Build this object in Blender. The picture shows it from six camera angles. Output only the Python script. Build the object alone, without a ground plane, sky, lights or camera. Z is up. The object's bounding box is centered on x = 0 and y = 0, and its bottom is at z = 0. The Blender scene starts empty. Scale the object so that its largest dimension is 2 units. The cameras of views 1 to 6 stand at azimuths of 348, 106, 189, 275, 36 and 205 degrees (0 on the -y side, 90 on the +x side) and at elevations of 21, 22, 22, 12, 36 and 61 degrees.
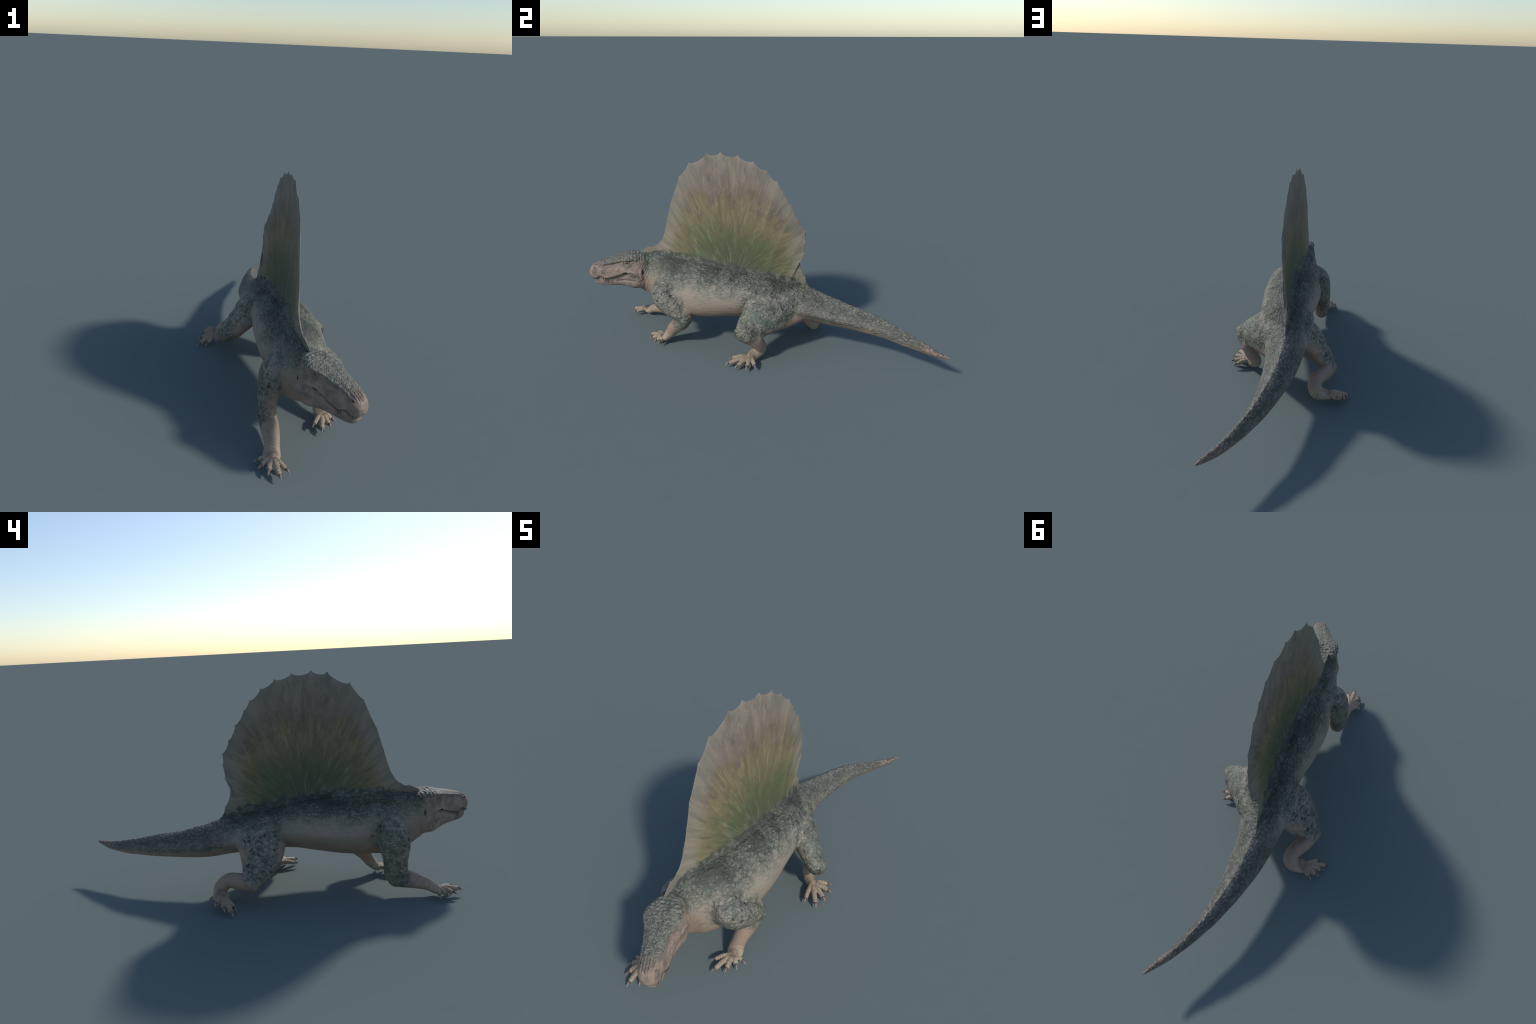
"""A sail-backed prehistoric reptile (a dimetrodon) in mid stride, built procedurally.
The skin is one smooth voxel-fused surface made from lofts (trunk, tail, head, jaw, limbs, toes),
sculpted with brushes and scale relief, then separated by anatomical region."""
import bpy, bmesh, math, random
import numpy as np
from mathutils import Vector, Matrix, noise

random.seed(7)
RNG = np.random.default_rng(7)
VOX = 0.0023
V3 = lambda *a: np.array(a, float)
unit = lambda v: np.asarray(v, float) / (np.linalg.norm(v) + 1e-12)


# ------------------------------------------------------------------ curves and lofts
def spline(rows, n):
    """Catmull-Rom through rows (chord-length parameter), n samples per span."""
    R = np.asarray(rows, float)
    out = []
    for i in range(len(R) - 1):
        p0, p1, p2, p3 = R[max(i - 1, 0)], R[i], R[i + 1], R[min(i + 2, len(R) - 1)]
        for k in range(n):
            t = k / n
            out.append(0.5 * (2 * p1 + (p2 - p0) * t + (2 * p0 - 5 * p1 + 4 * p2 - p3) * t * t
                              + (3 * p1 - p0 - 3 * p2 + p3) * t ** 3))
    out.append(R[-1])
    return np.array(out)


class Soup:
    """Collects closed lofts to be fused into one skin."""
    def __init__(self):
        self.v, self.f, self.n = [], [], 0

    def rings(self, rings):
        m = len(rings[0])
        base = self.n
        for r in rings:
            self.v.append(np.asarray(r))
        self.n += m * len(rings)
        for i in range(len(rings) - 1):
            for j in range(m):
                a, b = base + i * m + j, base + i * m + (j + 1) % m
                self.f.append((a, b, b + m, a + m))
        for k, i in ((0, 0), (1, len(rings) - 1)):
            self.v.append(np.mean(rings[i], axis=0)[None])
            c = self.n
            self.n += 1
            for j in range(m):
                a, b = base + i * m + j, base + i * m + (j + 1) % m
                self.f.append((b, a, c) if k == 0 else (a, b, c))


SOUP = Soup()
SKELETON = []          # (label, centre, radius) samples used to split the skin by region


LEAN = ([-.60, -.50, -.40, -.10, .05, .20, .40, .60], [0, .08, .15, .15, .11, .08, .04, 0])   # belly sways to the left by y


def trunk_loft(rows, label, segs=48, per=8, lean=None):
    """rows: x, y, z_top, z_bottom, half_width, z_widest, n_top, n_bottom; upright super-ellipse sections."""
    R = spline(rows, per)
    c = R[:, :2]
    t = np.gradient(c, axis=0)
    rings = []
    th = np.linspace(0, 2 * np.pi, segs, endpoint=False)
    for r, d in zip(R, t):
        d = d / np.linalg.norm(d)
        side = np.array([-d[1], d[0]])
        cs, sn = np.cos(th), np.sin(th)
        n = np.where(sn >= 0, r[6], r[7])
        h = np.where(sn >= 0, r[2] - r[5], r[5] - r[3])
        s = r[4] * np.sign(cs) * np.abs(cs) ** (2 / n)
        z = r[5] + h * np.sign(sn) * np.abs(sn) ** (2 / n)
        ring = np.stack([r[0] + side[0] * s, r[1] + side[1] * s, z], 1)
        if lean:
            k = np.interp(r[1], *lean)
            ring[:, 0] += k * np.maximum(r[5] - z, 0)
        rings.append(ring)
        if label:
            SKELETON.append((label, V3(r[0], r[1], (r[2] + r[3]) / 2), max(r[4], (r[2] - r[3]) / 2)))
    SOUP.rings(rings)


def tube(rows, hint, label=None, segs=24, per=6, cap=True):
    """rows: x, y, z, r_along_hint, r_across. A rounded tube with elliptical sections."""
    R = spline(rows, per)
    P = R[:, :3]
    T = np.gradient(P, axis=0)
    th = np.linspace(0, 2 * np.pi, segs, endpoint=False)
    rings = []

    def ring(p, t, ra, rb):
        t = unit(t)
        a = unit(np.asarray(hint) - t * np.dot(hint, t))
        b = np.cross(t, a)
        return p + np.outer(np.cos(th) * ra, a) + np.outer(np.sin(th) * rb, b)
    for p, t, r in zip(P, T, R):
        rings.append(ring(p, t, r[3], r[4]))
        if label:
            SKELETON.append((label, p, max(min(r[3], r[4]), 0.6 * max(r[3], r[4]))))
    if cap:
        for end, sg in ((0, -1), (-1, 1)):
            p, t, r = P[end], unit(T[end]) * sg, R[end]
            m = min(r[3], r[4])
            extra = [ring(p + t * m * math.sin(a), T[end], r[3] * math.cos(a), r[4] * math.cos(a))
                     for a in (0.4, 0.8, 1.15, 1.4)]
            rings = list(reversed(extra)) + rings if end == 0 else rings + extra
    SOUP.rings(rings)


# ------------------------------------------------------------------ trunk and tail
TRUNK = [
    # x, y, z_top, z_bottom, half_width, z_widest, n_top, n_bottom
    (0.052, -0.780, .460, .330, .042, .40, 2.2, 2.0),
    (0.038, -0.745, .482, .258, .057, .38, 2.1, 2.0),
    (0.020, -0.700, .488, .230, .064, .36, 1.75, 2.0),
    (0.013, -0.650, .490, .204, .080, .315, 1.5, 2.6),
    (0.021, -0.600, .490, .178, .102, .305, 1.5, 2.6),
    (0.039, -0.520, .486, .165, .126, .30, 1.62, 2.1),
    (0.047, -0.420, .482, .158, .156, .30, 1.75, 1.85),
    (0.052, -0.320, .478, .166, .162, .30, 1.8, 1.8),
    (0.051, -0.220, .470, .181, .155, .31, 1.85, 1.75),
    (0.052, -0.120, .456, .194, .143, .32, 1.9, 1.7),
    (0.044, -0.020, .438, .198, .134, .32, 1.85, 1.65),
    (0.026, 0.080, .418, .194, .128, .305, 1.7, 1.55),
    (0.011, 0.170, .402, .186, .111, .285, 1.4, 1.4),
    (0.004, 0.235, .384, .181, .101, .27, 1.35, 1.35),
    (0.000, 0.300, .360, .175, .091, .26, 1.4, 1.35),
    (0.004, 0.372, .338, .170, .081, .247, 1.35, 1.4),
    (0.013, 0.448, .318, .167, .071, .236, 1.35, 1.5),
    (0.024, 0.524, .302, .166, .060, .229, 1.35, 1.6),
    (0.040, 0.600, .286, .165, .049, .220, 1.4, 1.8),
    (0.060, 0.672, .268, .164, .040, .212, 1.45, 2.0),
    (0.087, 0.741, .249, .162, .033, .204, 1.5, 2.0),
    (0.117, 0.809, .233, .161, .027, .196, 1.6, 2.0),
    (0.149, 0.873, .217, .162, .0210, .189, 1.7, 2.0),
    (0.187, 0.934, .204, .169, .0145, .186, 1.9, 2.0),
    (0.210, 0.974, .199, .180, .009, .189, 2.0, 2.0),
    (0.224, 1.000, .197, .191, .003, .194, 2.0, 2.0),
]
trunk_loft(TRUNK, None, lean=LEAN)
SAIL_X = ([-.72, -.65, -.60, -.55, -.48, -.42, -.36, -.25, -.10, 0, .08, .16, .235, .30],
          [.024, .016, .014, .018, .028, .037, .044, .049, .046, .036, .024, .008, .003, .0])    # plan line of the sail's foot
# concave fin foot that carries the sail
trunk_loft([(np.interp(y, *SAIL_X), y, np.interp(y, [r[1] for r in TRUNK], [r[2] for r in TRUNK]) + up,
             np.interp(y, [r[1] for r in TRUNK], [r[2] for r in TRUNK]) - .060, w, np.interp(y, [r[1] for r in TRUNK], [r[2] for r in TRUNK]) - .028, .72, 2.0)
            for y, up, w in [(-.70, .004, .030), (-.64, .020, .045), (-.56, .034, .055), (-.40, .040, .062), (-.20, .040, .078),
                             (.0, .038, .072), (.12, .034, .046), (.20, .026, .034), (.26, .004, .020)]], None)
for r in spline(TRUNK, 6):
    lab = "neck" if r[1] < -0.63 else "torso" if r[1] < 0.22 else "tail"
    if r[1] > -0.735:
        SKELETON.append((lab, V3(r[0], r[1], (r[2] + r[3]) / 2), (r[4] + (r[2] - r[3]) / 2) / 2))

# ------------------------------------------------------------------ head
HO = V3(.068, -.80, .45)                       # midpoint between the eyes
HF = unit(V3(.43, -.903, 0))                   # muzzle direction
HL = V3(-HF[1], HF[0], 0)                      # the animal's left


def head_pt(f, s, z):
    return HO + HF * f + HL * s + V3(0, 0, z)


def head_coords(P):
    d = P - HO
    return d @ HF, d @ HL, d[:, 2]


def half_loft(stations, per=6, pts=40, sway=0.0):
    """stations: (f, [(s, z) from crown to underside]); mirrored about the head's midplane."""
    fs = np.array([[f] + [c for p in pr for c in p] for f, pr in stations])
    rings = []
    for row in spline(fs, per):
        prof = row[1:].reshape(-1, 2)
        half = spline(prof, pts // (len(prof) - 1) + 1)
        loop = np.concatenate([half, (half * [-1, 1])[-2:0:-1]])
        rings.append(np.array([head_pt(row[0], s - sway * np.interp(row[0], [.03, .12], [1, .35]), z) for s, z in loop]))
    SOUP.rings(rings)


SKULL = [
    (-.135, [(0, .026), (.024, .023), (.040, .006), (.048, -.03), (.050, -.08), (.036, -.11), (0, -.12)]),
    (-.090, [(0, .033), (.030, .032), (.053, .016), (.060, -.012), (.065, -.07), (.054, -.11), (0, -.12)]),
    (-.050, [(0, .036), (.036, .038), (.068, .024), (.066, -.008), (.071, -.06), (.060, -.10), (0, -.11)]),
    (-.015, [(0, .037), (.038, .038), (.072, .022), (.063, -.004), (.069, -.05), (.060, -.085), (0, -.09)]),
    (.012, [(0, .034), (.034, .034), (.067, .019), (.057, -.006), (.064, -.045), (.058, -.066), (0, -.07)]),
    (.042, [(0, .027), (.028, .026), (.052, .012), (.049, -.012), (.056, -.05), (.054, -.074), (0, -.08)]),
    (.090, [(0, .017), (.022, .016), (.042, .000), (.043, -.02), (.050, -.06), (.050, -.088), (0, -.086)]),
    (.130, [(0, .006), (.020, .005), (.037, -.010), (.040, -.03), (.047, -.065), (.046, -.094), (0, -.09)]),
    (.158, [(0, -.003), (.018, -.004), (.034, -.019), (.038, -.035), (.041, -.06), (.038, -.081), (0, -.08)]),
    (.181, [(0, -.013), (.018, -.014), (.033, -.027), (.037, -.042), (.038, -.07), (.033, -.094), (0, -.095)]),
    (.199, [(0, -.025), (.016, -.026), (.028, -.038), (.032, -.052), (.031, -.077), (.025, -.095), (0, -.096)]),
    (.211, [(0, -.041), (.012, -.041), (.020, -.049), (.023, -.060), (.022, -.075), (.016, -.085), (0, -.086)]),
    (.217, [(0, -.055), (.005, -.055), (.008, -.058), (.010, -.063), (.009, -.070), (.006, -.074), (0, -.075)]),
]
JAW = [
    (-.105, [(0, -.07), (.03, -.075), (.050, -.09), (.058, -.12), (.045, -.155), (0, -.165)]),
    (-.070, [(0, -.05), (.04, -.055), (.064, -.08), (.070, -.12), (.055, -.165), (0, -.178)]),
    (-.030, [(0, -.05), (.04, -.055), (.064, -.08), (.067, -.12), (.052, -.165), (0, -.174)]),
    (.010, [(0, -.06), (.035, -.065), (.055, -.08), (.058, -.115), (.045, -.156), (0, -.164)]),
    (.050, [(0, -.07), (.03, -.072), (.046, -.084), (.050, -.115), (.039, -.146), (0, -.153)]),
    (.100, [(0, -.08), (.028, -.08), (.040, -.090), (.043, -.115), (.034, -.142), (0, -.148)]),
    (.145, [(0, -.08), (.026, -.08), (.036, -.088), (.038, -.112), (.030, -.138), (0, -.144)]),
    (.172, [(0, -.085), (.020, -.085), (.030, -.090), (.032, -.110), (.025, -.134), (0, -.139)]),
    (.187, [(0, -.092), (.014, -.092), (.022, -.096), (.023, -.110), (.018, -.128), (0, -.132)]),
    (.195, [(0, -.103), (.005, -.103), (.009, -.106), (.010, -.112), (.007, -.119), (0, -.121)]),
]
half_loft(SKULL)
half_loft(JAW, sway=.007)
for f in np.linspace(-.085, .21, 16):
    SKELETON.append(("head", head_pt(f, 0, -.05), .085 - .1 * max(f, 0)))

# ------------------------------------------------------------------ pelvic ridge above the thighs
for rows in ([(-.080, -.015, .345, .034, .030), (-.078, .080, .322, .036, .034), (-.060, .145, .300, .036, .034), (-.036, .225, .285, .030, .030)],
             [(.128, -.015, .335, .032, .030), (.116, .080, .318, .036, .034), (.096, .150, .298, .036, .034), (.066, .235, .275, .030, .030)]):
    tube(rows, (1, 0, 0), label="torso")

# ------------------------------------------------------------------ limbs, toes
LIMBS = {
    "forelimb": dict(
        upper=([(-.020, -.555, .345, .060, .072), (-.076, -.582, .320, .062, .078), (-.098, -.594, .250, .053, .078),
                (-.110, -.597, .180, .045, .060), (-.109, -.600, .110, .044, .056), (-.107, -.604, .085, .040, .044)], (1, 0, 0)),
        lower=([(-.106, -.600, .088, .042, .046), (-.106, -.660, .080, .041, .043), (-.109, -.710, .067, .037, .035),
                (-.114, -.750, .055, .033, .029), (-.122, -.782, .037, .038, .023), (-.125, -.797, .031, .034, .018)], (1, 0, 0)),
        palm=(-.124, -.790, .031), spread=.26, toe_r=.0134,
        tips=[(-.203, -.792, .019), (-.190, -.836, .021), (-.159, -.880, .022), (-.112, -.915, .024), (-.069, -.884, .024)]),
    "forelimb.001": dict(
        upper=([(.075, -.525, .345, .064, .070), (.145, -.545, .318, .066, .070), (.178, -.525, .282, .056, .064),
                (.196, -.470, .248, .048, .054), (.190, -.412, .210, .045, .050)], (1, .3, .5)),
        lower=([(.192, -.405, .195, .044, .046), (.184, -.435, .150, .042, .042), (.173, -.480, .110, .037, .037),
                (.165, -.508, .072, .033, .031), (.167, -.534, .043, .038, .024), (.168, -.548, .033, .034, .018)], (1, 0, 0)),
        palm=(.168, -.545, .031), spread=.26, toe_r=.0134,
        tips=[(.240, -.555, .026), (.221, -.596, .020), (.186, -.637, .021), (.135, -.663, .020), (.100, -.625, .026)]),
    "hindlimb": dict(
        upper=([(.040, .098, .300, .105, .078), (.112, .072, .286, .116, .072), (.176, .026, .255, .102, .056),
                (.238, -.014, .220, .072, .048), (.274, -.034, .194, .050, .042)], (-.3, 1, -.5)),
        lower=([(.268, -.022, .185, .045, .045), (.242, .012, .148, .040, .040), (.214, .033, .105, .034, .033),
                (.189, .034, .064, .031, .030), (.214, .006, .042, .036, .027), (.236, -.010, .033, .035, .019)], (0, 0, 1)),
        haunch=[(.225, .020, .190, .036, .036), (.155, .095, .208, .045, .042), (.075, .175, .225, .050, .045), (.03, .24, .25, .045, .04)],
        palm=(.236, -.006, .032), spread=.30, toe_r=.0145,
        tips=[(.265, -.126, .020), (.329, -.123, .021), (.345, -.064, .019), (.344, -.001, .019), (.320, .044, .019)]),
    "hindlimb.001": dict(
        upper=([(-.005, .075, .300, .100, .080), (-.064, .058, .285, .118, .068), (-.110, .046, .245, .114, .054),
                (-.152, .054, .190, .096, .050), (-.198, .076, .136, .062, .045), (-.218, .082, .116, .040, .036)], (0, 1, 0)),
        lower=([(-.208, .098, .116, .042, .042), (-.190, .150, .114, .039, .039), (-.164, .200, .112, .037, .037),
                (-.155, .236, .088, .034, .035), (-.172, .252, .064, .037, .034), (-.205, .246, .056, .026, .036),
                (-.223, .239, .050, .018, .036)], (0, 0, 1)),
        haunch=[(-.120, .075, .175, .034, .034), (-.080, .092, .205, .038, .036), (-.040, .120, .240, .040, .04)],
        palm=(-.216, .242, .050), spread=.30, toe_r=.0145,
        tips=[(-.288, .293, .062), (-.318, .258, .047), (-.331, .212, .025), (-.342, .171, .009), (-.296, .160, .012)]),
}
CLAW_LEN = .018
CLAWS = []                                     # (limb, base, tip, radius)
for limb, d in LIMBS.items():
    tube(*d["upper"], label=limb, segs=36)
    lo, hint = d["lower"]
    tube(lo, hint, segs=32)
    R = spline(lo, 6)
    foot = ("hand" if limb.startswith("fore") else "foot") + limb[8:]
    for k, r in enumerate(R):
        part = limb if k < len(R) * (.58 if limb.startswith("fore") else .62) else foot
        SKELETON.append((part, r[:3], max(min(r[3], r[4]), .7 * max(r[3], r[4]))))
    if "haunch" in d:
        tube(d["haunch"], (0, 0, 1), label=limb, segs=24)
    pc = np.array(d["palm"])
    for k, tip in enumerate(d["tips"]):
        tip = np.array(tip)
        out = unit((tip - pc) * [1, 1, .3])
        root = pc + out * .012
        end = tip - unit(tip - pc) * (CLAW_LEN + .005) + V3(0, 0, .006)
        r = d["toe_r"] * (0.88 if k in (0, 4) else 1.0)
        n, rows = 40, []
        L = np.linalg.norm(end - root)
        for q in range(n + 1):
            t = q / n
            p = root * (1 - t) + end * t + V3(0, 0, .007 * math.sin(math.pi * min(t * 1.15, 1)))
            s = t * L
            bulge = 0 if s < .03 else (.5 - .5 * math.cos((s - .03) / .0105 * 2 * math.pi)) * .0017
            rr = r * (1.08 - .26 * t) + bulge - .0008
            if t > .94:
                rr *= 1 - .25 * ((t - .94) / .06) ** 2
            rows.append((*p, rr, rr * .95))
        tube(rows, (0, 0, 1), segs=18, per=1)
        for row in rows:
            if np.linalg.norm(np.array(row[:3]) - pc) > .040:
                SKELETON.append(("toe%s_%d" % (limb, k), np.array(row[:3]), .011))
        CLAWS.append((limb, np.array(rows[-1][:3]) + unit(end - root) * .004, tip, r))


# ------------------------------------------------------------------ fuse
def fuse(soup, voxel):
    me = bpy.data.meshes.new("skin_source")
    me.from_pydata(np.concatenate(soup.v).tolist(), [], soup.f)
    bm = bmesh.new()
    bm.from_mesh(me)
    bmesh.ops.recalc_face_normals(bm, faces=bm.faces)
    bm.to_mesh(me)
    bm.free()
    ob = bpy.data.objects.new("skin_source", me)
    bpy.context.scene.collection.objects.link(ob)
    m = ob.modifiers.new("fuse", "REMESH")
    m.mode, m.voxel_size, m.adaptivity = "VOXEL", voxel, 0
    dg = bpy.context.evaluated_depsgraph_get()
    ev = ob.evaluated_get(dg).to_mesh()
    nv, nf = len(ev.vertices), len(ev.polygons)
    co = np.empty(nv * 3)
    ev.vertices.foreach_get("co", co)
    tot = np.empty(nf, int)
    ev.polygons.foreach_get("loop_total", tot)
    idx = np.empty(len(ev.loops), int)
    ev.loops.foreach_get("vertex_index", idx)
    assert (tot == 4).all(), "voxel fuse gives quads"
    bpy.data.objects.remove(ob)
    bpy.data.meshes.remove(me)
    return co.reshape(-1, 3), idx.reshape(-1, 4)


CO, FACES = fuse(SOUP, VOX)
NV = len(CO)
E0 = np.concatenate([FACES[:, [0, 1]], FACES[:, [1, 2]], FACES[:, [2, 3]], FACES[:, [3, 0]]])
E0 = np.sort(E0, 1)
E0 = np.unique(E0[:, 0] * NV + E0[:, 1])
EA, EB = E0 // NV, E0 % NV
DEG = np.bincount(EA, minlength=NV) + np.bincount(EB, minlength=NV)


def neighbour_mean(X):
    return np.stack([(np.bincount(EA, X[EB, k], NV) + np.bincount(EB, X[EA, k], NV)) / DEG for k in range(3)], 1)


def smooth(X, it, w=1.0, lam=.5, mu=-.52):
    w = np.asarray(w)
    w = w[:, None] if w.ndim else w
    for _ in range(it):
        X = X + lam * w * (neighbour_mean(X) - X)
        if mu:
            X = X + mu * w * (neighbour_mean(X) - X)
    return X


def normals(X):
    a, b, c, d = (X[FACES[:, k]] for k in range(4))
    fn = np.cross(c - a, d - b)
    N = np.zeros_like(X)
    for k in range(4):
        for ax in range(3):
            N[:, ax] += np.bincount(FACES[:, k], fn[:, ax], NV)
    return N / (np.linalg.norm(N, axis=1, keepdims=True) + 1e-12)


def sstep(a, b, x):
    t = np.clip((x - a) / (b - a), 0, 1)
    return t * t * (3 - 2 * t)


# ------------------------------------------------------------------ regions
def classify(P):
    best = np.full(len(P), 1e9)
    lab = np.zeros(len(P), int)
    names = sorted({s[0] for s in SKELETON})
    for name, c, r in SKELETON:
        d = np.linalg.norm(P - c, axis=1) / r
        k = d < best
        best[k] = d[k]
        lab[k] = names.index(name)
    return lab, names


LAB, NAMES = classify(CO)
TOE_V = np.isin(LAB, [i for i, n in enumerate(NAMES) if n.startswith('toe')])
CO = smooth(CO, 4, np.where(TOE_V, .35, 1.0))                                        # remove voxel stair-steps
blend = np.zeros(NV)                                      # melt the limb roots into the trunk
for c, r in [((-.06, -.60, .33), .12), ((-.07, -.55, .24), .09), ((.11, -.56, .33), .12), ((.13, -.50, .25), .09),
             ((.10, .06, .33), .15), ((.10, .02, .22), .09), ((-.06, .06, .32), .14), ((-.07, .03, .22), .09),
             ((.03, -.70, .42), .13), ((.03, -.70, .28), .10), ((.11, .14, .23), .14), ((-.07, .14, .25), .11), ((.09, .22, .26), .09), ((-.05, .22, .27), .09)]:
    blend = np.maximum(blend, 1 - sstep(.55 * r, r, np.linalg.norm(CO - c, axis=1)))
CO = smooth(CO, 90, blend, .6, 0)
JOINTS = [((.27, -.02, .18), .07), ((-.21, .09, .11), .07), ((-.106, -.60, .085), .065), ((.19, -.41, .2), .065),
          ((.196, .036, .066), .05), ((-.165, .245, .07), .05)]
blend = np.zeros(NV)
for c, r in JOINTS:
    blend = np.maximum(blend, 1 - sstep(.5 * r, r, np.linalg.norm(CO - c, axis=1)))
CO = smooth(CO, 22, blend, .6, 0)

CENT = CO[FACES].mean(1)
LAB, NAMES = classify(CENT)

# ------------------------------------------------------------------ sculpting: head features, folds, scale relief
TR = np.array(TRUNK)
TR_Y = TR[:, 1]


def trunk_at(y, col):
    return np.interp(y, TR_Y, TR[:, col])


def gauss(d, w):
    return np.exp(-(d / w) ** 2)


def poly_dist(a, b, pts):
    """distance of points (a, b) to a polyline, and the fraction along it"""
    best, frac = np.full(len(a), 1e9), np.zeros(len(a))
    pts = np.asarray(pts, float)
    n = len(pts) - 1
    for i in range(n):
        p, q = pts[i], pts[i + 1]
        d = q - p
        t = np.clip(((a - p[0]) * d[0] + (b - p[1]) * d[1]) / (d @ d), 0, 1)
        dist = np.hypot(a - p[0] - t * d[0], b - p[1] - t * d[1])
        k = dist < best
        best[k], frac[k] = dist[k], ((i + t) / n)[k]
    return best, frac


def vnoise(P, scale, seed=0.0):
    Q = P * scale + seed
    return np.fromiter((noise.noise(q) for q in Q), float, len(Q))


def cells(P, scale, seed=0.0):
    """1 at the middle of a scale, 0 in the crevice between scales"""
    Q = P * scale + seed
    out = np.empty(len(Q))
    for k, q in enumerate(Q):
        d = noise.voronoi(q)[0]
        out[k] = d[1] - d[0]
    return np.clip(out, 0, 1)


EYE = (.002, .0575, -.004)                    # f, s, z in head coordinates
N0 = normals(CO)
f, s, z = head_coords(CO)
sd = np.abs(s)
on_head = sstep(-.125, -.10, f) * sstep(.22, .25, CO[:, 2]) * (np.linalg.norm(CO - HO, axis=1) < .30)
lateral = on_head * sstep(.02, .034, sd)
D = np.zeros(NV)
r_eye = np.hypot(f - EYE[0], (z - EYE[2]) * 1.15)
r_open = np.hypot((f - EYE[0]) / .0080, (z - EYE[2] + .0005 + (f - EYE[0]) * .15) / .0034)
D += lateral * (-.0085 * gauss(r_open, 1.0) + .0028 * gauss(r_eye - .0105, .0036)
                - .0030 * gauss(r_eye - .0170, .0028)
                + .0050 * gauss(r_eye - .0225, .0036) * sstep(.010, -.010, z - EYE[2]))
d, t = poly_dist(f, z, [(.155, -.014), (.10, -.003), (.055, .006), (.025, .0165), (-.02, .0185), (-.055, .016)])
D += lateral * (.0034 * gauss(d, .0055))                                      # brow ridge
d, t = poly_dist(f, z, [(.13, -.020), (.09, -.012), (.05, -.004), (.025, .008), (-.03, .009)])
D -= lateral * .0026 * gauss(d, .0045)
d, t = poly_dist(f, z, [(.016, -.060), (-.012, -.056), (-.035, -.062), (-.052, -.082), (-.060, -.110)])
D += lateral * .0045 * gauss(d, .008)                                         # cheek fold
d, t = poly_dist(f, z, [(.010, -.066), (-.012, -.068), (-.030, -.076), (-.042, -.095)])
D -= lateral * .0035 * gauss(d, .0045)
d, t = poly_dist(f, z, [(.060, -.116), (.02, -.112), (-.03, -.118)])
D -= lateral * .0040 * gauss(d, .007)                                         # groove along the jaw
D += lateral * .0045 * gauss(np.hypot(f + .035, z + .140), .022)              # jaw corner bulge
r_ear = np.hypot((f + .083) / .0040, (z + .066) / .015)
D -= lateral * .010 * gauss(r_ear, 1.0)                                       # ear slit
d, t = poly_dist(f, z, [(-.074, -.045), (-.070, -.070), (-.074, -.105)])
D += lateral * .0045 * gauss(d, .006)
r_nos = np.hypot((f - .183) / .0075, (z + .030 + (f - .183) * .5) / .0035)
D += lateral * (.0030 * gauss(np.hypot(f - .186, z + .026), .010) - .0080 * gauss(r_nos, 1.0))
r_mc = np.hypot((f - .012) / .0095, (z + .0625) / .0045)
D -= lateral * .012 * gauss(r_mc, 1.0)                                        # shallow pit at the mouth corner, its darkness painted in the skin colour
top = on_head * sstep(-.045, -.015, z) * sstep(.055, .03, sd) * sstep(.12, .17, f)
D += top * .0016 * np.cos(sd / .011 * 2 * math.pi)                            # folds over the nose
d, t = poly_dist(f, z, [(.185, -.050), (.16, -.045), (.12, -.050), (.06, -.040)])
D += lateral * .0022 * gauss(d, .013) * (.6 + .8 * np.sin(f * 130 + 1.0))      # lumpy cheek plates
# throat, neck and joint wrinkles
neck = sstep(-.05, -.09, f) * sstep(-.60, -.68, CO[:, 1]) * sstep(.48, .40, CO[:, 2]) * sstep(.20, .24, CO[:, 2])
D += neck * .0018 * np.sin((f * 1.0 + z * .45 + .022 * vnoise(CO, 14)) / .0135 * 2 * math.pi) * (.4 + .6 * vnoise(CO, 9, 4.) ** 2)


def rings_at(c, axis, r, period, amp):
    ax = unit(axis)
    q = (CO - np.asarray(c)) @ ax
    m = 1 - sstep(.5 * r, r, np.linalg.norm(CO - c, axis=1))
    return m * amp * np.sin(q / period * 2 * math.pi + 2.0 * vnoise(CO, 30))


D += rings_at((.298, -.045, .190), (.6, -.4, -.2), .045, .0085, .0013)
D += rings_at((-.226, .085, .100), (-.2, -.1, -1), .042, .0085, .0013)
D += rings_at((-.113, -.745, .056), (0, -1, -.3), .035, .0095, .0015)
D += rings_at((.166, -.505, .072), (0, -.7, -.7), .032, .0095, .0015)
D += rings_at((.190, .036, .080), (0, .2, -1), .03, .0085, .0011)
D += rings_at((-.160, .24, .085), (-.3, .5, -.8), .03, .0085, .0011)
D += rings_at((.05, -.075, .215), (.2, 1, .1), .09, .011, .0012)
D += rings_at((-.05, -.06, .225), (-.2, 1, .1), .08, .011, .0012)
# bony calf bump, knee points and shoulder swellings
for c, r, a in [((-.208, .165, .155), .028, .010), ((.238, .05, .165), .026, .008), ((.308, -.051, .198), .030, .010),
                ((-.234, .081, .096), .026, .006), ((.085, .04, .405), .05, .006), ((-.055, .03, .395), .05, .006)]:
    D += a * gauss(np.linalg.norm(CO - c, axis=1), r)
tip = sstep(.84, .90, CO[:, 1])
D += tip * .0009 * np.sin(CO[:, 1] / .013 * 2 * math.pi)
CO = CO + N0 * D[:, None]
CO = smooth(CO, 1, .6)

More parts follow.
